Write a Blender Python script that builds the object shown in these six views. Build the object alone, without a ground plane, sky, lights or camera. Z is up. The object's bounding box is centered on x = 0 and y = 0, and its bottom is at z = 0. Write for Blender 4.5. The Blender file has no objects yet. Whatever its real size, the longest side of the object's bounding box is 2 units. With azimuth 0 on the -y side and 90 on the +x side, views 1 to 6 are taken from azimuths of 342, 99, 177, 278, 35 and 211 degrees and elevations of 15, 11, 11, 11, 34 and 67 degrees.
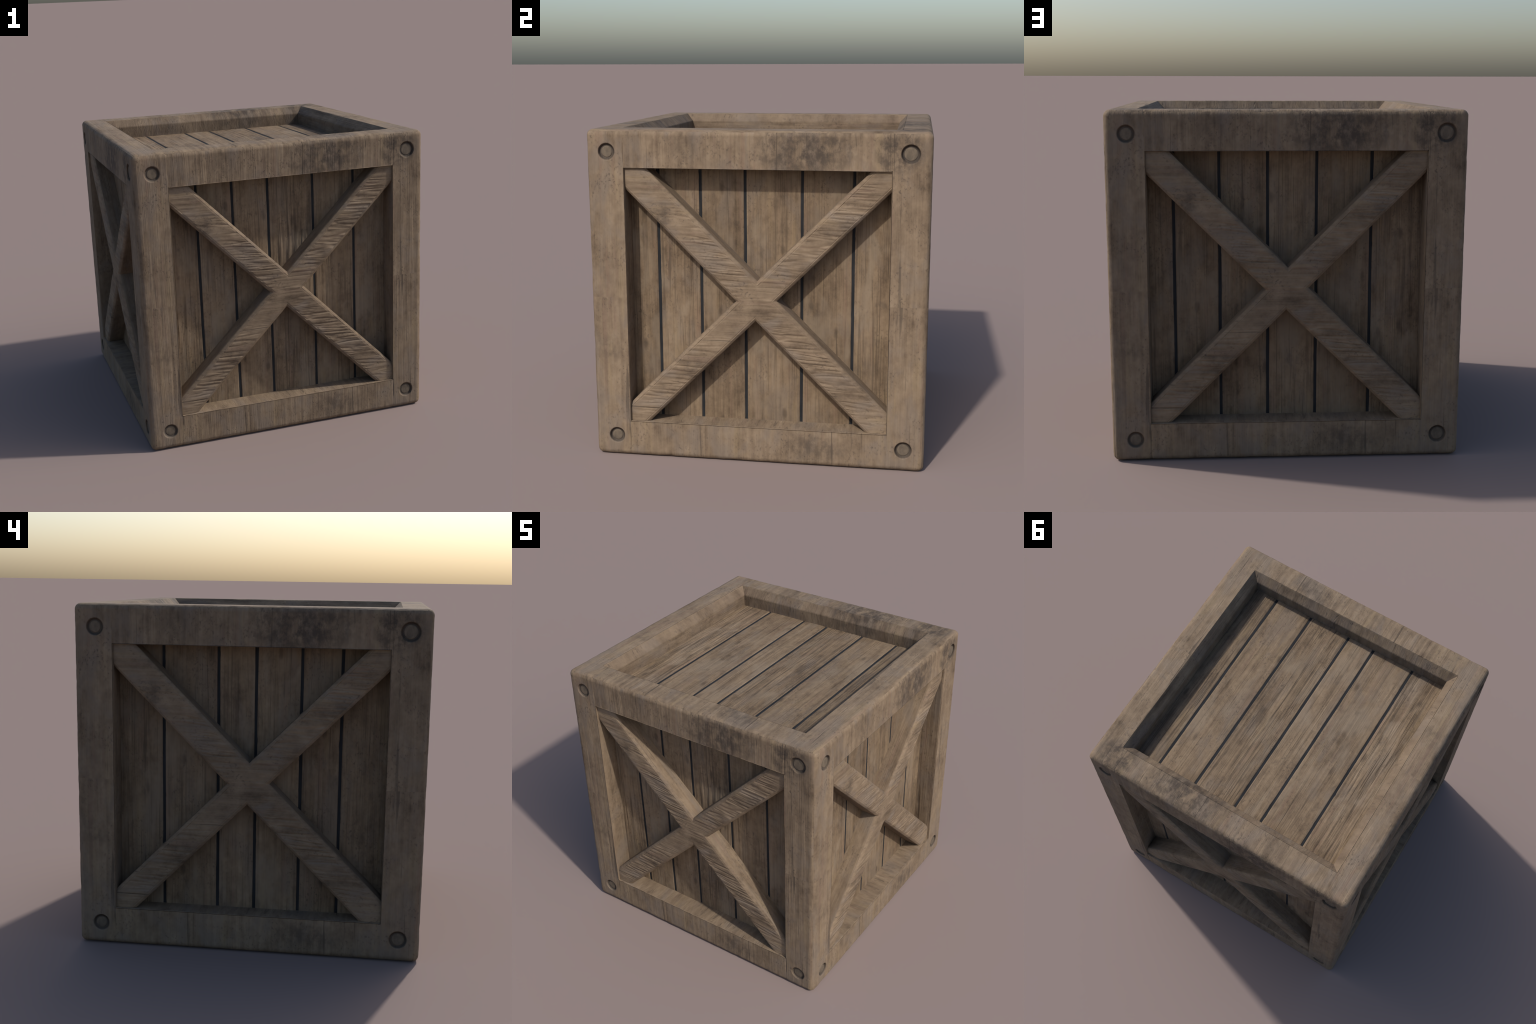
# A weathered wooden crate: square posts and rails around six recessed plank panels,
# an X of flush braces on each of the four sides, and round pegs sunk in every corner.
import bpy, math
import numpy as np
from mathutils import Matrix

# ------------------------------------------------------------------ sizes (metres)
HALF = 1.0            # half the crate's side
OPEN = 0.776          # half the opening between the frame members
RIM = 0.7775          # where the tiny rim bevel starts on the face
ROUND = 0.036         # rounding of the outer edges
PANEL = 0.860         # plank faces, measured from the centre
BACK = 0.8556         # dark board behind the grooves
GROOVE = 0.0150       # gap between planks
BRACE_FACE = 0.985
FALL = (-0.0885, 0.0885)   # edges of the falling diagonal, measured across it
RISE = (-0.0825, 0.0805)   # edges of the rising diagonal
TOP_LIP = 0.828       # the top opening is chamfered from here ...
TOP_LIP_DEPTH = 0.053  # ... down to the opening
GROOVES = {            # groove positions across each panel, left to right
    "front": (-0.568, -0.324, -0.076, 0.246, 0.544),
    "right": (-0.612, -0.352, -0.083, 0.256, 0.559),
    "rear": (-0.636, -0.378, -0.105, 0.173, 0.486),
    "left": (-0.514, -0.193, 0.025, 0.286, 0.514),
    "lid": (-0.522, -0.206, -0.002, 0.313, 0.602),
    "floor": (-0.55, -0.26, 0.0, 0.27, 0.53),
}
PEGS = ((-0.877, 0.871, 0.049), (0.878, 0.876, 0.054), (-0.866, -0.871, 0.048), (0.877, -0.867, 0.051))
PEG_SHRINK = 0.0165

# each side: local x = across, local -y = outward, local z = along the grain
SIDE_TURN = {
    "front": Matrix.Identity(4),
    "right": Matrix.Rotation(math.radians(90), 4, "Z"),
    "rear": Matrix.Rotation(math.radians(180), 4, "Z"),
    "left": Matrix.Rotation(math.radians(270), 4, "Z"),
    "lid": Matrix.Rotation(math.radians(-90), 4, "X"),
    "floor": Matrix.Rotation(math.radians(90), 4, "X"),
}
LIFT = Matrix.Translation((0, 0, HALF))

# ------------------------------------------------------------------ noise for relief
_rng = np.random.default_rng(20)
_perm = _rng.permutation(256)
_perm = np.concatenate([_perm, _perm, _perm])
_grad = _rng.normal(size=(256, 3))
_grad /= np.linalg.norm(_grad, axis=1)[:, None]


def gnoise(p):
    """Gradient noise of an (n,3) array, about -0.7..0.7."""
    p = np.asarray(p, float) + 131.7
    i = np.floor(p).astype(int)
    f = p - i
    i &= 255
    w = f * f * f * (f * (f * 6 - 15) + 10)
    out = np.zeros(len(p))
    for dx in (0, 1):
        for dy in (0, 1):
            for dz in (0, 1):
                h = _perm[_perm[_perm[(i[:, 0] + dx) & 255] + ((i[:, 1] + dy) & 255)] + ((i[:, 2] + dz) & 255)]
                d = f - np.array([dx, dy, dz])
                wt = (w[:, 0] if dx else 1 - w[:, 0]) * (w[:, 1] if dy else 1 - w[:, 1]) * (w[:, 2] if dz else 1 - w[:, 2])
                out += wt * np.einsum("ij,ij->i", _grad[h], d)
    return out


def fnoise(p, octaves=3, gain=0.5):
    p = np.asarray(p, float)
    total, a = np.zeros(len(p)), 1.0
    for o in range(octaves):
        total += a * gnoise(p * 2 ** o + o * 17.3)
        a *= gain
    return total


def smooth(e0, e1, x):
    t = np.clip((x - e0) / (e1 - e0), 0, 1)
    return t * t * (3 - 2 * t)


# ------------------------------------------------------------------ mesh helpers
def mesh_from(name, verts, quads, sharp_deg=52):
    me = bpy.data.meshes.new(name)
    verts = np.asarray(verts, np.float32)
    quads = np.asarray(quads, np.int32)
    me.vertices.add(len(verts))
    me.vertices.foreach_set("co", verts.ravel())
    me.loops.add(quads.size)
    me.loops.foreach_set("vertex_index", quads.ravel())
    me.polygons.add(len(quads))
    me.polygons.foreach_set("loop_start", np.arange(0, quads.size, 4, dtype=np.int32))
    me.update(calc_edges=True)
    me.polygons.foreach_set("use_smooth", np.ones(len(quads), bool))
    if sharp_deg:
        me.set_sharp_from_angle(angle=math.radians(sharp_deg))
    return me


def weld(verts, quads):
    key = np.round(verts * 2e5).astype(np.int64)
    _, first, inverse = np.unique(key, axis=0, return_index=True, return_inverse=True)
    quads = inverse.reshape(-1)[quads]
    return verts[first], quads


def grid_quads(nu, nv):
    i, j = np.meshgrid(np.arange(nu - 1), np.arange(nv - 1), indexing="ij")
    a = (i * nv + j).ravel()
    return np.stack([a, a + nv, a + nv + 1, a + 1], 1)


def add_part(name, mesh, parent, turn=Matrix.Identity(4), material=None, seed=0.0):
    ob = bpy.data.objects.new(name, mesh)
    bpy.context.scene.collection.objects.link(ob)
    ob.parent = parent
    ob.matrix_local = LIFT @ turn
    ob["grain_seed"] = float(seed)
    if material and not mesh.materials:
        mesh.materials.append(material)
    return ob


# ------------------------------------------------------------------ materials
class Nodes:
    def __init__(self, name):
        self.mat = bpy.data.materials.new(name)
        self.mat.use_nodes = True
        self.t = self.mat.node_tree
        self.t.nodes.clear()

    def new(self, kind, **props):
        n = self.t.nodes.new(kind)
        for k, v in props.items():
            setattr(n, k, v)
        return n

    def put(self, sock, v):
        if isinstance(v, bpy.types.NodeSocket):
            self.t.links.new(v, sock)
        else:
            sock.default_value = v

    def math(self, op, a, b=0.0, c=None, clamp=False):
        n = self.new("ShaderNodeMath", operation=op, use_clamp=clamp)
        self.put(n.inputs[0], a)
        self.put(n.inputs[1], b)
        if c is not None:
            self.put(n.inputs[2], c)
        return n.outputs[0]

    def vec(self, x, y, z):
        n = self.new("ShaderNodeCombineXYZ")
        for s, v in zip(n.inputs, (x, y, z)):
            self.put(s, v)
        return n.outputs[0]

    def vscale(self, v, s, off=None):
        n = self.new("ShaderNodeVectorMath", operation="MULTIPLY_ADD")
        self.put(n.inputs[0], v)
        n.inputs[1].default_value = s
        self.put(n.inputs[2], off if off is not None else (0, 0, 0))
        return n.outputs[0]

    def noise(self, v, scale, detail=3, rough=0.55, distort=0.0, off=None):
        n = self.new("ShaderNodeTexNoise")
        self.put(n.inputs["Vector"], self.vscale(v, scale, off))
        n.inputs["Scale"].default_value = 1.0
        n.inputs["Detail"].default_value = detail
        n.inputs["Roughness"].default_value = rough
        n.inputs["Distortion"].default_value = distort
        return n.outputs["Fac"]

    def range(self, x, a, b, lo=0.0, hi=1.0, kind="SMOOTHSTEP"):
        n = self.new("ShaderNodeMapRange", interpolation_type=kind)
        self.put(n.inputs["Value"], x)
        for k, v in (("From Min", a), ("From Max", b), ("To Min", lo), ("To Max", hi)):
            n.inputs[k].default_value = v
        return n.outputs[0]

    def mix(self, f, a, b, mode="MIX"):
        n = self.new("ShaderNodeMix", data_type="RGBA", blend_type=mode)
        self.put(n.inputs[0], f)
        for s, v in ((n.inputs[6], a), (n.inputs[7], b)):
            self.put(s, v if isinstance(v, bpy.types.NodeSocket) else (*v, 1))
        return n.outputs[2]

    def ramp(self, x, stops):
        n = self.new("ShaderNodeValToRGB")
        self.put(n.inputs[0], x)
        cr = n.color_ramp
        while len(cr.elements) < len(stops):
            cr.elements.new(0.5)
        for e, (p, c) in zip(cr.elements, stops):
            e.position = p
            e.color = (*c, 1)
        return n.outputs[0]

    def spot(self, u, v, cu, cv, ru, rv):
        """1 in the middle of an ellipse, 0 at its rim."""
        a = self.math("DIVIDE", self.math("SUBTRACT", u, cu), ru)
        b = self.math("DIVIDE", self.math("SUBTRACT", v, cv), rv)
        d = self.math("ADD", self.math("MULTIPLY", a, a), self.math("MULTIPLY", b, b))
        return self.range(d, 0.0, 1.0, 1.0, 0.0)

    def finish(self, colour, height, strength, distance=0.004, rough=0.85):
        b = self.new("ShaderNodeBump")
        b.inputs["Strength"].default_value = strength
        b.inputs["Distance"].default_value = distance
        self.put(b.inputs["Height"], height)
        p = self.new("ShaderNodeBsdfPrincipled")
        self.put(p.inputs["Base Color"], colour)
        self.put(p.inputs["Roughness"], rough)
        p.inputs["Specular IOR Level"].default_value = 0.25
        self.put(p.inputs["Normal"], b.outputs[0])
        o = self.new("ShaderNodeOutputMaterial")
        self.t.links.new(p.outputs[0], o.inputs[0])
        return self.mat


DARK, MID, LIGHT, PALE = (0.074, 0.051, 0.033), (0.147, 0.105, 0.069), (0.202, 0.147, 0.097), (0.262, 0.199, 0.138)


def wood(n, u, v, w, seed, stains=(), crosswise=False, tint=(1, 1, 1), contrast=1.0, split_amount=0.55):
    """Weathered timber with the grain along v (or along u when crosswise)."""
    across, along = (v, u) if crosswise else (u, v)
    p = n.vec(across, along, w)
    so = n.vec(n.math("MULTIPLY", seed, 7.31), n.math("MULTIPLY", seed, 3.77), n.math("MULTIPLY", seed, 1.9))
    broad = n.noise(p, (5.0, 2.2, 4.0), 3, 0.6, 0.3, so)
    cloud = n.noise(p, (13, 8, 10), 4, 0.6, 0.4, so)
    streak = n.noise(p, (38, 1.3, 16), 5, 0.62, 0.25, so)
    fine = n.noise(p, (150, 3.2, 60), 3, 0.6, 0.2, so)
    pit = n.noise(p, (78, 52, 60), 3, 0.6, 0.2, so)
    pit_where = n.noise(p, (6, 5, 6), 2, 0.5, 0.0, n.vec(n.math("ADD", seed, 4.2), 9.1, 2.2))
    crack = n.noise(p, (30, 1.1, 12), 3, 0.55, 0.9, n.vec(n.math("ADD", seed, 31.0), 5.0, 8.0))

    blotch = n.noise(p, (22, 15, 18), 5, 0.68, 0.0, n.vec(5.0, n.math("ADD", seed, 13.0), 2.0))
    tone = n.math("ADD", n.math("MULTIPLY", streak, 0.38), n.math("ADD", n.math("MULTIPLY", fine, 0.09), 0.025))
    tone = n.math("ADD", tone, n.math("SUBTRACT", n.math("MULTIPLY", broad, 0.40), 0.08))
    tone = n.math("ADD", tone, n.math("MULTIPLY", cloud, 0.18))
    tone = n.math("ADD", tone, n.math("MULTIPLY", n.math("SUBTRACT", blotch, 0.46), 0.36))
    tone = n.math("ADD", n.math("MULTIPLY", n.math("SUBTRACT", tone, 0.51), contrast), 0.51)
    col = n.ramp(tone, [(0.30, DARK), (0.42, MID), (0.54, LIGHT), (0.72, PALE)])
    # silvered grey and reddish drifts
    grey = n.noise(p, (7, 3.0, 6), 3, 0.6, 0.5, n.vec(11.0, n.math("ADD", seed, 2.0), 3.0))
    col = n.mix(n.range(grey, 0.46, 0.68, 0.0, 0.55), col, (0.163, 0.131, 0.105))
    red = n.noise(p, (24, 1.4, 10), 3, 0.55, 0.2, n.vec(n.math("ADD", seed, 21.0), 1.0, 7.0))
    col = n.mix(n.range(red, 0.56, 0.72, 0.0, 0.42), col, (0.178, 0.117, 0.084))
    ochre = n.noise(p, (16, 1.8, 10), 3, 0.55, 0.2, n.vec(n.math("ADD", seed, 41.0), 3.0, 7.0))
    col = n.mix(n.range(ochre, 0.57, 0.72, 0.0, 0.40), col, (0.228, 0.166, 0.097))
    # grime specks, splits and stains
    specks = n.math("MULTIPLY", n.range(pit, 0.53, 0.72), n.range(pit_where, 0.40, 0.66, 0.08, 0.65))
    col = n.mix(specks, col, (0.060, 0.046, 0.037))
    split = n.math("MULTIPLY", n.range(crack, 0.64, 0.73), split_amount)
    col = n.mix(split, col, (0.052, 0.040, 0.031))
    mottle = n.noise(p, (24, 17, 20), 5, 0.66, 0.0, (3.3, 1.7, 0.4))
    for cu, cv, ru, rv, amount in stains:
        m = n.math("MULTIPLY", n.spot(u, v, cu, cv, ru, rv), 1.0)
        patchy = n.math("ADD", n.range(mottle, 0.36, 0.64, 0.0, 0.85), 0.15)
        m = n.math("MULTIPLY", patchy, n.math("POWER", m, 0.6), clamp=True)
        col = n.mix(n.math("MULTIPLY", m, amount, clamp=True), col, (0.066, 0.050, 0.038))
    if tint != (1, 1, 1):
        col = n.mix(1.0, col, tint, "MULTIPLY")
    h = n.math("ADD", n.math("MULTIPLY", streak, 0.9), n.math("MULTIPLY", fine, 0.5))
    h = n.math("SUBTRACT", h, n.math("MULTIPLY", split, 0.8))
    h = n.math("SUBTRACT", h, n.math("MULTIPLY", specks, 0.35))
    return col, h, p


def seed_of(n):
    a = n.new("ShaderNodeAttribute", attribute_type="OBJECT", attribute_name='["grain_seed"]')
    return a.outputs["Fac"]


FRAME_STAINS = ((0.28, 0.885, 0.34, 0.16, 1.0), (0.82, 0.89, 0.16, 0.14, 1.1), (0.36, -0.885, 0.22, 0.10, 0.6),
                (-0.42, 0.90, 0.10, 0.10, 0.35), (-0.89, -0.32, 0.08, 0.10, 0.5))


def frame_material():
    n = Nodes("weathered_frame_timber")
    tc = n.new("ShaderNodeTexCoord")
    s = n.new("ShaderNodeSeparateXYZ")
    n.put(s.inputs[0], tc.outputs["Object"])
    x, y, z = s.outputs
    ax, ay, az = (n.math("ABSOLUTE", c) for c in (x, y, z))
    flat = n.math("GREATER_THAN", az, n.math("MAXIMUM", ax, ay))
    on_x = n.math("GREATER_THAN", ax, ay)

    def pick(f, a, b):   # f ? a : b
        return n.math("ADD", n.math("MULTIPLY", f, a), n.math("MULTIPLY", n.math("SUBTRACT", 1.0, f), b))

    side_u = pick(on_x, n.math("MULTIPLY", n.math("SIGN", x), y), n.math("MULTIPLY", n.math("SIGN", y), n.math("MULTIPLY", x, -1.0)))
    u = pick(flat, x, side_u)
    v = pick(flat, y, z)
    w = n.math("MAXIMUM", n.math("MAXIMUM", ax, ay), az)
    # the post and the rails of a side are different timbers
    on_rail = n.math("MULTIPLY", n.math("SUBTRACT", 1.0, flat), n.math("LESS_THAN", n.math("ABSOLUTE", u), RIM))
    seed = n.math("ADD", n.math("MULTIPLY", on_rail, 0.6), n.math("MULTIPLY", n.math("GREATER_THAN", v, 0.0), 0.3))
    inner = n.math("LESS_THAN", w, 0.9972 - 0.0)
    out_u, out_v = n.math("ABSOLUTE", u), n.math("ABSOLUTE", v)
    inner = n.math("MULTIPLY", inner, n.math("LESS_THAN", n.math("MAXIMUM", out_u, out_v), 0.86))
    stile = n.math("MULTIPLY", inner, n.math("GREATER_THAN", out_u, out_v))
    # on the jambs the figure spreads across the depth instead of across the width
    gu = n.math("ADD", u, n.math("MULTIPLY", stile, n.math("MULTIPLY", w, 0.8)))
    seed = n.math("ADD", seed, n.math("MULTIPLY", inner, 1.7))
    col, h, p = wood(n, gu, v, n.math("MULTIPLY", w, 0.45), seed, FRAME_STAINS)
    # darker, patchy tint along the chamfered lip of the lid opening
    lip_patches = n.range(n.noise(n.vec(u, v, w), (6, 6, 6), 4, 0.65), 0.30, 0.62, 0.35, 1.0)
    col = n.mix(n.math("MULTIPLY", n.math("MULTIPLY", inner, flat), lip_patches), col, n.mix(1.0, col, (0.74, 0.73, 0.74), "MULTIPLY"))
    # ring of socket shadow painted around each peg, so the hollow looks deeper
    upright = n.math("SUBTRACT", 1.0, flat)
    ring, dish = 0.0, 0.0
    for cu, cv, r in PEGS:
        du, dv = n.math("SUBTRACT", u, cu), n.math("SUBTRACT", v, cv)
        d = n.math("SQRT", n.math("ADD", n.math("MULTIPLY", du, du), n.math("MULTIPLY", dv, dv)))
        ring = n.math("MAXIMUM", ring, n.range(d, r - 0.009, r + 0.0045, 1.0, 0.0))
        dish = n.math("MAXIMUM", dish, n.range(d, r - 0.013, r + 0.002, 1.0, 0.0))
    col = n.mix(n.math("MULTIPLY", n.math("MULTIPLY", ring, upright), 0.78), col, (0.040, 0.033, 0.028))
    h = n.math("SUBTRACT", h, n.math("MULTIPLY", n.math("MULTIPLY", dish, upright), 4.5))
    return n.finish(col, h, 0.75, 0.005)


def local_axes(n):
    tc = n.new("ShaderNodeTexCoord")
    s = n.new("ShaderNodeSeparateXYZ")
    n.put(s.inputs[0], tc.outputs["Object"])
    return s.outputs[0], s.outputs[2], n.math("MULTIPLY", s.outputs[1], -1.0)


def plank_material():
    n = Nodes("weathered_plank_timber")
    u, v, w = local_axes(n)
    seed = seed_of(n)
    col, h, p = wood(n, u, v, w, seed, (), contrast=1.08, split_amount=0.6)
    depth = n.new("ShaderNodeAttribute", attribute_type="OBJECT", attribute_name='["grain_depth"]').outputs["Fac"]
    so = n.vec(n.math("MULTIPLY", seed, 5.1), 2.0, seed)
    ridge = n.noise(p, (44, 1.2, 14), 4, 0.6, 0.6, so)
    knot = n.noise(p, (9, 2.6, 6), 3, 0.6, 0.8, n.vec(seed, n.math("MULTIPLY", seed, 2.7), 8.0))
    furrow = n.math("MULTIPLY", n.math("MULTIPLY", n.range(ridge, 0.50, 0.66), n.range(knot, 0.36, 0.56, 0.25, 1.0)), depth, clamp=True)
    col = n.mix(n.math("MULTIPLY", furrow, 0.75), col, (0.066, 0.048, 0.034))
    fibre = n.noise(p, (120, 1.5, 30), 3, 0.55, 0.3, so)
    hair = n.math("MULTIPLY", n.range(fibre, 0.56, 0.66), n.range(depth, 0.1, 0.9, 0.25, 0.8, "LINEAR"))
    col = n.mix(hair, col, (0.078, 0.057, 0.040))
    vor = n.new("ShaderNodeTexVoronoi", voronoi_dimensions="2D")
    n.put(vor.inputs["Vector"], n.vscale(p, (7.0, 2.9, 0.0), n.vec(n.math("MULTIPLY", seed, 11.3), seed, 0.0)))
    vor.inputs["Scale"].default_value = 1.0
    pickc = n.new("ShaderNodeSeparateColor")
    n.put(pickc.inputs[0], vor.outputs["Color"])
    eye = n.math("ADD", vor.outputs["Distance"], n.math("MULTIPLY", n.math("SUBTRACT", n.noise(p, (50, 30, 30), 2), 0.5), 0.10))
    knot_mask = n.math("MULTIPLY", n.range(eye, 0.03, 0.15, 1.0, 0.0), n.range(pickc.outputs[0], 0.74, 0.77, 0.0, 0.65))
    col = n.mix(knot_mask, col, (0.060, 0.043, 0.031))
    worn = n.noise(p, (6, 2.4, 5), 3, 0.6, 0.4, n.vec(n.math("MULTIPLY", seed, 1.7), 4.0, 1.0))
    col = n.mix(n.range(worn, 0.50, 0.68, 0.0, 0.55), col, (0.218, 0.173, 0.128))
    grub = n.noise(p, (15, 8, 12), 4, 0.66, 0.2, n.vec(2.0, n.math("MULTIPLY", seed, 4.4), 3.0))
    col = n.mix(n.range(grub, 0.57, 0.76, 0.0, 0.5), col, (0.072, 0.056, 0.043))
    shade = n.math("FRACT", n.math("MULTIPLY", seed, 3.917))
    col = n.mix(n.range(shade, 0.0, 1.0, 0.0, 1.0, "LINEAR"), n.mix(1.0, col, (0.85, 0.82, 0.77), "MULTIPLY"), n.mix(1.0, col, (1.03, 1.01, 0.97), "MULTIPLY"))
    # blue-black grime in the gaps, where the board edges fall away
    col = n.mix(n.range(w, PANEL - 0.0046, PANEL - 0.0034, 1.0, 0.0), col, (0.034, 0.034, 0.036))
    h = n.math("SUBTRACT", h, n.math("ADD", n.math("MULTIPLY", furrow, 0.8), n.math("MULTIPLY", hair, 0.6)))
    return n.finish(col, h, 0.6, 0.004)


def brace_material():
    n = Nodes("weathered_brace_timber")
    u, v, w = local_axes(n)
    # on the flanks the grain runs along the bar, on the faces it runs level
    rise = n.math("MULTIPLY", n.math("ADD", u, v), 0.7071)
    fall = n.math("MULTIPLY", n.math("SUBTRACT", u, v), 0.7071)
    on_fall = n.math("LESS_THAN", n.math("ABSOLUTE", rise), 0.093)
    bar = n.math("ADD", n.math("MULTIPLY", on_fall, fall), n.math("MULTIPLY", n.math("SUBTRACT", 1.0, on_fall), rise))
    flank = n.math("LESS_THAN", w, BRACE_FACE - 0.0142)
    u = n.math("ADD", n.math("MULTIPLY", flank, bar), n.math("MULTIPLY", n.math("SUBTRACT", 1.0, flank), u))
    v = n.math("ADD", n.math("MULTIPLY", flank, n.math("ADD", w, on_fall)), n.math("MULTIPLY", n.math("SUBTRACT", 1.0, flank), v))
    col, h, p = wood(n, u, v, w, seed_of(n), ((-0.56, 0.50, 0.08, 0.09, 0.65), (0.50, 0.42, 0.12, 0.10, 0.5), (-0.35, -0.42, 0.10, 0.08, 0.5)), crosswise=True, contrast=0.95)
    return n.finish(col, h, 0.6, 0.004)


def peg_material():
    n = Nodes("grey_peg_timber")
    u, v, w = local_axes(n)
    p = n.vec(u, v, w)
    a = n.noise(p, (40, 22, 40), 4, 0.6, 0.3)
    col = n.ramp(a, [(0.3, (0.082, 0.065, 0.049)), (0.55, (0.124, 0.097, 0.070)), (0.75, (0.158, 0.122, 0.086))])
    return n.finish(col, a, 0.4, 0.003)


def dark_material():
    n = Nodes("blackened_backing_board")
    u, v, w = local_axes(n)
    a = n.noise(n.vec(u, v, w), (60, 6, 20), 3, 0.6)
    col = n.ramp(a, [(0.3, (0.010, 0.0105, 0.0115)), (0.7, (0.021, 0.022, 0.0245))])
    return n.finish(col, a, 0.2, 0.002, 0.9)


# ------------------------------------------------------------------ frame
def frame_lines():
    """Grid lines across one face: rounded rim, member, opening, member, rounded rim."""
    arc = np.tan(np.linspace(0, math.pi / 4, 8)) * ROUND
    rim = (1 - ROUND) + arc
    member = np.linspace(RIM, 1 - ROUND, 50)[1:]
    outer = np.concatenate([member, rim[1:]])
    mid = np.linspace(-RIM, RIM, 241)
    return np.concatenate([-outer[::-1], mid, outer]), mid


def lid_lip(p):
    m = np.abs(p)
    k = np.where(m >= RIM, TOP_LIP + (m - RIM) * (1 - TOP_LIP) / (1 - RIM), m * TOP_LIP / RIM)
    return np.sign(p) * k


def frame_parts(parent, material):
    g, mid = frame_lines()
    ng = len(g)
    U, V = np.meshgrid(g, g, indexing="ij")
    U, V = U.ravel(), V.ravel()
    quads = grid_quads(ng, ng)
    cu, cv = U[quads].mean(1), V[quads].mean(1)
    keep = ~((np.abs(cu) < RIM) & (np.abs(cv) < RIM))
    face_quads, cu, cv = quads[keep], cu[keep], cv[keep]

    all_v, all_q, all_tag, base = [], [], [], 0
    for si, side in enumerate(SIDE_TURN):
        M = np.array(SIDE_TURN[side].to_3x3())
        upright = side not in ("lid", "floor")

        def world(u, v, w):
            return np.stack([u, -w, v], -1) @ M.T

        def corner_tag(c):   # which post
            return 100 + 2 * (c[:, 0] > 0) + (c[:, 1] > 0)

        def rail_tag(c):     # which rail: top or bottom, and its side
            top = (c[:, 2] > 0) * 4
            return 200 + top + np.where(np.abs(c[:, 0]) > np.abs(c[:, 1]), np.where(c[:, 0] > 0, 0, 1), np.where(c[:, 1] > 0, 2, 3))

        # --- outer face
        fu, fv = U.copy(), V.copy()
        if side == "lid":
            fac_v = np.clip((1 - np.abs(V)) / (1 - RIM), 0, 1)
            fac_u = np.clip((1 - np.abs(U)) / (1 - RIM), 0, 1)
            fu = U + (lid_lip(U) - U) * fac_v
            fv = V + (lid_lip(V) - V) * fac_u
        cube = np.stack([fu, -np.ones_like(fu), fv], -1)
        core = np.clip(cube, -(1 - ROUND), 1 - ROUND)
        off = cube - core
        nrm = off / np.linalg.norm(off, axis=1)[:, None]
        pos = core + nrm * ROUND
        # round pegs are sunk into the uprights' faces
        sink = np.zeros(len(pos))
        if upright:
            for pu, pv, r in PEGS:
                d = np.hypot(fu - pu, fv - pv)
                sink = np.maximum(sink, 0.0090 * (1 - smooth(r - 0.0065, r + 0.0015, d)))
        pos[:, 1] += sink
        pos = pos @ M.T
        nw = nrm @ M.T
        # worn arrises and shallow dents, always inwards
        edge = smooth(0.0, 0.6, 1 - np.max(np.abs(nrm), axis=1) / 1.0 + 0.0) * 1.0
        near = smooth(0.90, 1.0, np.sort(np.abs(cube), axis=1)[:, 1])
        nz = fnoise(pos * np.array([14, 14, 14]), 3)
        wear = np.clip(nz + 0.12, 0, 1) * 0.0032 * near
        gr = fnoise(np.stack([fu * 34, fv * 1.6 + si, np.full_like(fu, 2.0 + si * 0)], -1), 2)
        dent = np.clip(fnoise(pos * 5.0 + 40, 2) - 0.25, 0, 1) * 0.004 + np.clip(gr, 0, 1) * 0.0024
        rail_joint = np.zeros(len(pos))
        if upright:
            ju = np.abs(np.abs(fu) - RIM)
            open_joint = smooth(-0.1, 0.35, fnoise(np.stack([fu * 3, fv * 6, np.full_like(fu, si * 3.1)], -1), 2))
            rail_joint = (1 - smooth(0.0, 0.006, ju)) * 0.004 * open_joint * (np.abs(fv) > RIM - 0.002)
        pos = pos - nw * (wear + dent + rail_joint)[:, None]
        c = pos[face_quads].mean(1)
        if upright:
            tag = np.where(np.abs(cu) > RIM, corner_tag(c), rail_tag(c))
        else:
            tag = np.where((np.abs(cu) > RIM) & (np.abs(cv) > RIM), corner_tag(c), rail_tag(c))
        all_v.append(pos)
        all_q.append(face_quads + base)
        all_tag.append(tag)
        grid_pos = pos.reshape(ng, ng, 3)
        base += len(pos)

        # --- walls of the opening, from the rim inwards
        lo, hi = np.argmin(np.abs(g + RIM)), np.argmin(np.abs(g - RIM))
        t = mid / RIM
        if side == "lid":
            prof = [(TOP_LIP + (OPEN - TOP_LIP) * s, 1 - TOP_LIP_DEPTH * s) for s in np.linspace(0, 1, 9)[1:]]
        else:
            prof = [(OPEN, 1 - (RIM - OPEN))]
        prof += [(OPEN, w) for w in np.linspace(prof[-1][1], OPEN, 24)[1:]]
        for which in range(4):
            rows = [grid_pos[lo, lo:hi + 1] if which == 0 else grid_pos[hi, lo:hi + 1] if which == 1 else grid_pos[lo:hi + 1, lo] if which == 2 else grid_pos[lo:hi + 1, hi]]
            for k, (o, w) in enumerate(prof):
                sgn = -1 if which in (0, 2) else 1
                a, b = np.full_like(t, sgn * o), t * o
                r = fnoise(np.stack([b * 3.0, np.full_like(t, w * 22), np.full_like(t, 5.0 + which)], -1), 2)
                ripple = np.clip(r, 0, 1) * 0.0025 * smooth(1.0, 0.985, w) * (1 - smooth(0.97, 1.0, np.abs(t))) * (w > OPEN + 0.01)
                a = a + sgn * ripple
                rows.append(world(a, b, np.full_like(t, w)) if which < 2 else world(b, a, np.full_like(t, w)))
            pts = np.stack(rows, 0)
            q = grid_quads(pts.shape[0], pts.shape[1])
            if which in (0, 3):
                q = q[:, ::-1]
            pts = pts.reshape(-1, 3)
            c = pts[q].mean(1)
            if upright and which < 2:
                tag = corner_tag(c)
            else:
                tag = rail_tag(c)
            all_v.append(pts)
            all_q.append(q + base)
            all_tag.append(tag)
            base += len(pts)

    verts, quads = weld(np.concatenate(all_v), np.concatenate(all_q))
    tags = np.concatenate(all_tag)
    whole = mesh_from("whole_frame", verts, quads)
    corner = np.empty(quads.size * 3, np.float32)
    whole.corner_normals.foreach_get("vector", corner)
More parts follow.
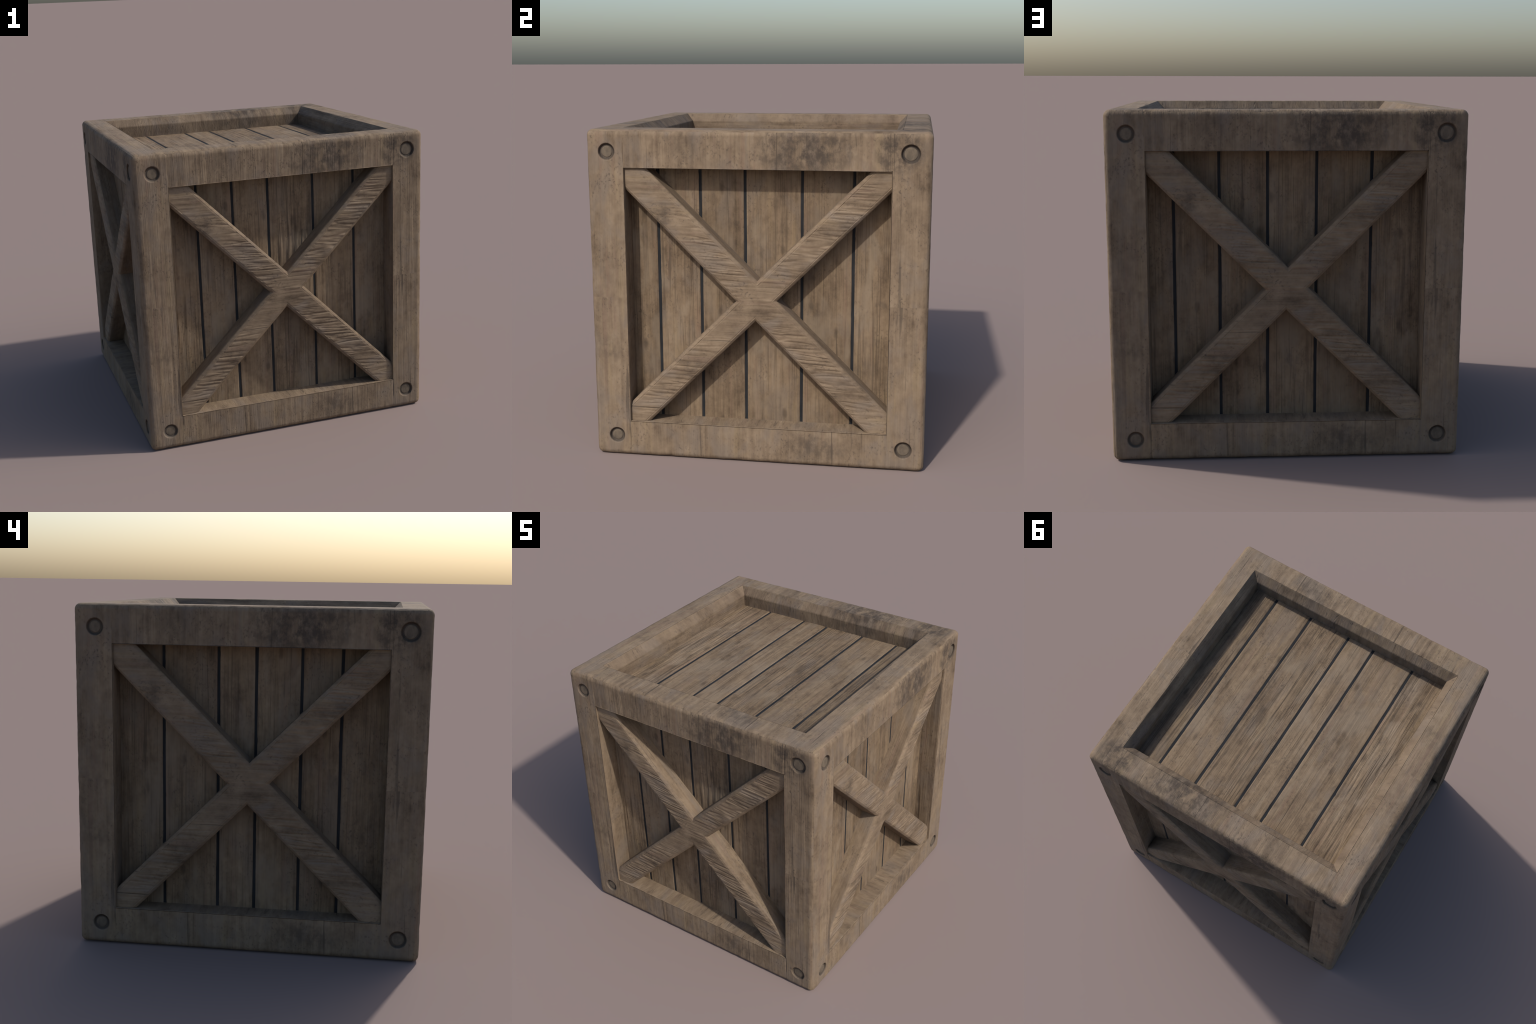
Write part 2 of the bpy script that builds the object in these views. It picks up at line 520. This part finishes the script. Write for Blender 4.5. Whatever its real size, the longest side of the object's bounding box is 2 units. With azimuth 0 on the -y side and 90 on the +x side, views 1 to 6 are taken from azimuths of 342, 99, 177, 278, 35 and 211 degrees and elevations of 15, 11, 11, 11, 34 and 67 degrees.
    corner = corner.reshape(-1, 4, 3)
    bpy.data.meshes.remove(whole)
    for tag in np.unique(tags):
        sel = tags == tag
        used, inv = np.unique(quads[sel], return_inverse=True)
        name = "corner_post" if tag < 200 else "frame_rail"
        me = mesh_from(name, verts[used], inv.reshape(-1, 4), sharp_deg=None)
        me.normals_split_custom_set(corner[sel].reshape(-1, 3).tolist())
        add_part(name, me, parent, material=material)


# ------------------------------------------------------------------ planks
def plank_mesh(u0, u1, seed, rough_grain, coarse=False, combed=None):
    """One plank of a panel: bevelled long edges and grain relief on its face."""
    length = OPEN + 0.004
    nv = 6 if coarse else 130
    ve = np.linspace(-length, length, nv)
    bev = 0.0055
    nin = max(4, int((u1 - u0) / (0.05 if coarse else 0.0042)))
    inner = np.linspace(u0 + bev, u1 - bev, nin)
    # the profile runs up one edge, across the face and down the other edge
    us = np.concatenate([[u0, u0, u0 + bev * 0.3], inner, [u1 - bev * 0.3, u1, u1]])
    ws = np.concatenate([[BACK - 0.012, PANEL - bev * 0.85, PANEL - bev * 0.3], np.full(nin, PANEL), [PANEL - bev * 0.3, PANEL - bev * 0.85, BACK - 0.012]])
    face = np.concatenate([[0, 0.3, 0.7], np.ones(nin), [0.7, 0.3, 0]])
    Ug, Vg = np.meshgrid(us, ve, indexing="ij")
    Wg, Fg = np.meshgrid(ws, ve, indexing="ij")[0], np.meshgrid(face, ve, indexing="ij")[0]
    u, v = Ug.ravel(), Vg.ravel()
    p = np.stack([u, v, np.full_like(u, seed * 5.3)], -1)
    wobble = fnoise(p * [1.5, 2.2, 1], 2) * 0.06
    grain = fnoise(np.stack([(u + wobble * 0.25) * 44, v * 2.0, p[:, 2]], -1), 2)
    cut = 1 - np.abs(fnoise(np.stack([(u + wobble * 0.25) * 22, v * 1.2, p[:, 2] + 9], -1), 2)) * 9
    where = smooth(0.0, 0.45, fnoise(p * [2.2, 1.6, 1] + 5, 2) + rough_grain)
    cup = -0.0015 * ((u - (u0 + u1) / 2) / (u1 - u0) * 2) ** 2
    relief = grain * 0.0034 * where - np.clip(cut, 0, 1) * 0.0020 * where + cup
    if combed:   # a patch worn into close, deep furrows
        cu, cv, ru, rv = combed
        patch = smooth(1.0, 0.25, ((u - cu) / ru) ** 2 + ((v - cv) / rv) ** 2)
        relief = relief + patch * 0.010 * gnoise(np.stack([(u + wobble * 0.15) * 56, v * 3.0, u * 0 + 4], -1))
    relief = np.maximum(relief, -0.0030)
    w = Wg.ravel() + relief * Fg.ravel()
    # slightly uneven long edges
    side = np.where(u < (u0 + u1) / 2, 1, -1) * (1 - Fg.ravel() * 0.5)
    u = u + side * (np.clip(fnoise(np.stack([v * 4, np.full_like(v, seed * 3.1), np.sign(side)], -1), 2), 0, 1) * 0.004 + np.clip(gnoise(np.stack([v * 21, np.full_like(v, seed * 2.1), np.sign(side) * 3], -1)) - 0.28, 0, 1) * 0.010)
    verts = np.stack([u, -w, v], -1)
    q = grid_quads(len(us), len(ve))
    # underside closes the board
    n0, n1 = 0, (len(us) - 1) * nv
    j = np.arange(nv - 1)
    under = np.stack([n1 + j, n0 + j, n0 + j + 1, n1 + j + 1], 1)
    return mesh_from("plank", verts, np.concatenate([q, under]), 70)


def box_mesh(name, hx, hy, hz, cy):
    v = np.array([(x * hx, cy + y * hy, z * hz) for x in (-1, 1) for y in (-1, 1) for z in (-1, 1)], float)
    q = [(0, 1, 3, 2), (4, 6, 7, 5), (0, 4, 5, 1), (2, 3, 7, 6), (0, 2, 6, 4), (1, 5, 7, 3)]
    return mesh_from(name, v, q, 30)


def panels(parent, wood_mat, dark_mat):
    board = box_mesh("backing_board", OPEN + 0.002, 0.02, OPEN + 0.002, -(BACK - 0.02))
    rng = np.random.default_rng(5)
    rough = {"front": (0.7, 0.35, 0.3, 0.9, 0.6, 0.3), "right": (0.5, 0.55, 0.3, 0.4, 0.25, 0.6), "rear": (0.4, 0.3, 0.3, 0.5, 0.3, 0.4),
             "left": (0.5, 0.3, 0.4, 0.3, 0.5, 0.3), "lid": (1.0, 0.3, 0.45, 0.8, 0.35, 0.85), "floor": (0.3,) * 6}
    for k, (side, cuts) in enumerate(GROOVES.items()):
        add_part("backing_board", board, parent, SIDE_TURN[side], dark_mat)
        ends = [-(OPEN + 0.004), *cuts, OPEN + 0.004]
        for i in range(6):
            seed = k * 1.37 + i * 0.61 + rng.uniform(0, 0.5)
            u0 = ends[i] + (GROOVE / 2 if i else 0)
            u1 = ends[i + 1] - (GROOVE / 2 if i < 5 else 0)
            me = plank_mesh(u0, u1, seed, rough[side][i] - 0.42, coarse=side == "floor", combed=(0.07, 0.28, 0.13, 0.24) if (side, i) == ("front", 3) else None)
            add_part("plank", me, parent, SIDE_TURN[side], wood_mat, seed)["grain_depth"] = float(rough[side][i])


# ------------------------------------------------------------------ braces
def brace_face(u, v):
    """Depth and relief of the X at (u, v): flat front, rounded arrises, crosswise ripples."""
    t1, t2 = (u + v) / math.sqrt(2), (v - u) / math.sqrt(2)
    inside = np.maximum(np.minimum(t1 - FALL[0], FALL[1] - t1), np.minimum(t2 - RISE[0], RISE[1] - t2))
    x = np.clip(inside / 0.018, 0, 1)
    drop = 0.013 * (1 - x) ** 1.25
    # crosswise tool-like ripples: steep on the lower side, each only a hand long
    bend = fnoise(np.stack([u * 3.0, v * 3.0, u * 0 + 8], -1), 2) * 0.004 + 0.05 * u
    y = v + bend
    lane = fnoise(np.stack([u * 2.4, y * 52, u * 0 + 3], -1), 2, 0.5)
    cut = np.zeros(len(u))
    for freq, slot in ((40, 6.0), (29, 16.5), (22, 30.5)):
        cut = np.maximum(cut, np.clip(1 - np.abs(gnoise(np.stack([u * 2.2, y * freq, u * 0 + slot], -1))) * 4.5, 0, 1) ** 1.4 * smooth(-0.2, 0.2, gnoise(np.stack([u * 6.0, y * 9, u * 0 + slot + 3], -1))))
    keep = smooth(-0.30, 0.18, fnoise(np.stack([u * 2.6, v * 2.6, u * 0 + 1], -1), 2) + 0.16)
    keep = keep * smooth(1.02, 0.80, np.maximum(np.abs(u), np.abs(v)) / OPEN)
    amount = keep * smooth(0.016, 0.023, inside) + 0.06
    lip = -0.0022 * np.exp(-((inside - 0.0200) / 0.0020) ** 2)     # scribed line beside each arris
    return BRACE_FACE - drop + (lane * 0.0020 - cut * 0.0055 + 0.0020) * amount + lip


def brace_meshes():
    """The full rising diagonal and two falling halves that butt against it, flush as one X."""
    reach = (OPEN - 0.0006) * math.sqrt(2)
    nt = 56
    fall_t = np.linspace(*FALL, nt + 1)                    # across the falling bar
    rise_t = np.linspace(-RISE[1], -RISE[0], nt + 1)       # across the rising bar
    arm_unit = np.linspace(0, 1, 300)

    def build(s_rows, t, sign):
        # s_rows: stations along the bar, one value per line across it
        S = np.stack(s_rows, 0)
        T = np.broadcast_to(t, S.shape)
        # side walls drop to the planks at both long edges
        wall = np.linspace(0, 1, 9)[1:]
        a, b = S.ravel(), T.ravel()
        u, v = (a + b) / math.sqrt(2), (a - b) / math.sqrt(2)
        if sign < 0:
            u, v = (a + b) / math.sqrt(2), (b - a) / math.sqrt(2)
        w = brace_face(u, v)
        pts = np.stack([u, -w, v], -1).reshape(S.shape + (3,))
        left, right = pts[:, 0], pts[:, -1]

        def drop(edge):
            out = []
            for f in wall[::-1]:
                e = edge.copy()
                e[:, 1] = edge[:, 1] * (1 - f) - (PANEL - 0.012) * f
                out.append(e)
            return out

        lw, rw = drop(left), drop(right)[::-1]
        full = np.stack(lw + [pts[:, i] for i in range(nt + 1)] + rw, 1)
        ns, nn = full.shape[:2]
        q = grid_quads(ns, nn)
        return full, q, nn

    def arm(start, t, way):
        # the ends fit the square corner of the opening
        return [way * (start + x * (reach - np.abs(t) - start)) for x in arm_unit]

    crossing_rows = [np.full(nt + 1, c) for c in fall_t[1:-1]]
    end = arm(-FALL[0], rise_t, -1)[::-1]
    rising = end + crossing_rows + arm(FALL[1], rise_t, 1)
    meshes = []
    for rows, t, sign, crossing in ((rising, rise_t, 1, True), (arm(-RISE[0], fall_t, 1), fall_t, -1, False), (arm(RISE[1], fall_t, -1)[::-1], fall_t, -1, False)):
        full, q, nn = build(rows, t, sign)
        if crossing:   # no side walls where the other arm butts on
            mids = len(end)
            i = q[:, 0] // nn
            j = q[:, 0] % nn
            inside = (i >= mids - 1) & (i < mids - 1 + nt) & ((j < 8) | (j >= nn - 9))
            q = q[~inside]
        flip = np.cross(full[1, nn // 2] - full[0, nn // 2], full[0, nn // 2 + 1] - full[0, nn // 2])[1] > 0
        if flip:
            q = q[:, ::-1]
        meshes.append((full.reshape(-1, 3), q))
    return meshes


def braces(parent, material):
    pieces = brace_meshes()
    allv, allq, owner, base = [], [], [], 0
    for k, (v, q) in enumerate(pieces):
        allv.append(v)
        allq.append(q + base)
        owner.append(np.full(len(q), k))
        base += len(v)
    verts, quads = weld(np.concatenate(allv), np.concatenate(allq))
    owner = np.concatenate(owner)
    whole = mesh_from("whole_cross", verts, quads, 50)
    corner = np.empty(quads.size * 3, np.float32)
    whole.corner_normals.foreach_get("vector", corner)
    corner = corner.reshape(-1, 4, 3)
    bpy.data.meshes.remove(whole)
    parts = []
    for k in range(3):
        sel = owner == k
        used, inv = np.unique(quads[sel], return_inverse=True)
        me = mesh_from("diagonal_brace", verts[used], inv.reshape(-1, 4), None)
        me.normals_split_custom_set(corner[sel].reshape(-1, 3).tolist())
        parts.append(me)
    for side in ("front", "right", "rear", "left"):
        for me in parts:
            add_part("diagonal_brace", me, parent, SIDE_TURN[side], material, 2.4)


# ------------------------------------------------------------------ pegs
def peg_mesh(cu, cv, r):
    """A low, slightly domed dowel end with a rounded rim."""
    seg = 40
    prof = [(1.04, -0.004), (1.0, 0.0004), (0.95, 0.0014), (0.88, 0.0018), (0.6, 0.0016), (0.25, 0.0013), (0.0, 0.0012)]
    ang = np.linspace(0, 2 * math.pi, seg, endpoint=False)
    rows = []
    for f, h in prof:
        rad = r * f * (1 + 0.02 * np.sin(ang * 3 + cu * 9))
        rows.append(np.stack([cu + rad * np.cos(ang), -(1 - 0.0090 + h) + 0 * ang, cv + rad * np.sin(ang)], -1))
    pts = np.stack(rows, 0)
    v = pts.reshape(-1, 3)
    q = []
    for i in range(len(prof) - 1):
        for j in range(seg):
            k = (j + 1) % seg
            q.append((i * seg + j, i * seg + k, (i + 1) * seg + k, (i + 1) * seg + j))
    return mesh_from("peg", v, np.array(q), 60)


def pegs(parent, material):
    shapes = [peg_mesh(u, v, r - PEG_SHRINK) for u, v, r in PEGS]
    for side in ("front", "right", "rear", "left"):
        for me in shapes:
            add_part("peg", me, parent, SIDE_TURN[side], material)


# ------------------------------------------------------------------ assemble
crate = bpy.data.objects.new("wooden_crate", None)
bpy.context.scene.collection.objects.link(crate)
crate["label"] = "weathered square wooden crate with X braced plank sides"
crate["category"] = "wooden crate"
frame_parts(crate, frame_material())
panels(crate, plank_material(), dark_material())
braces(crate, brace_material())
pegs(crate, peg_material())
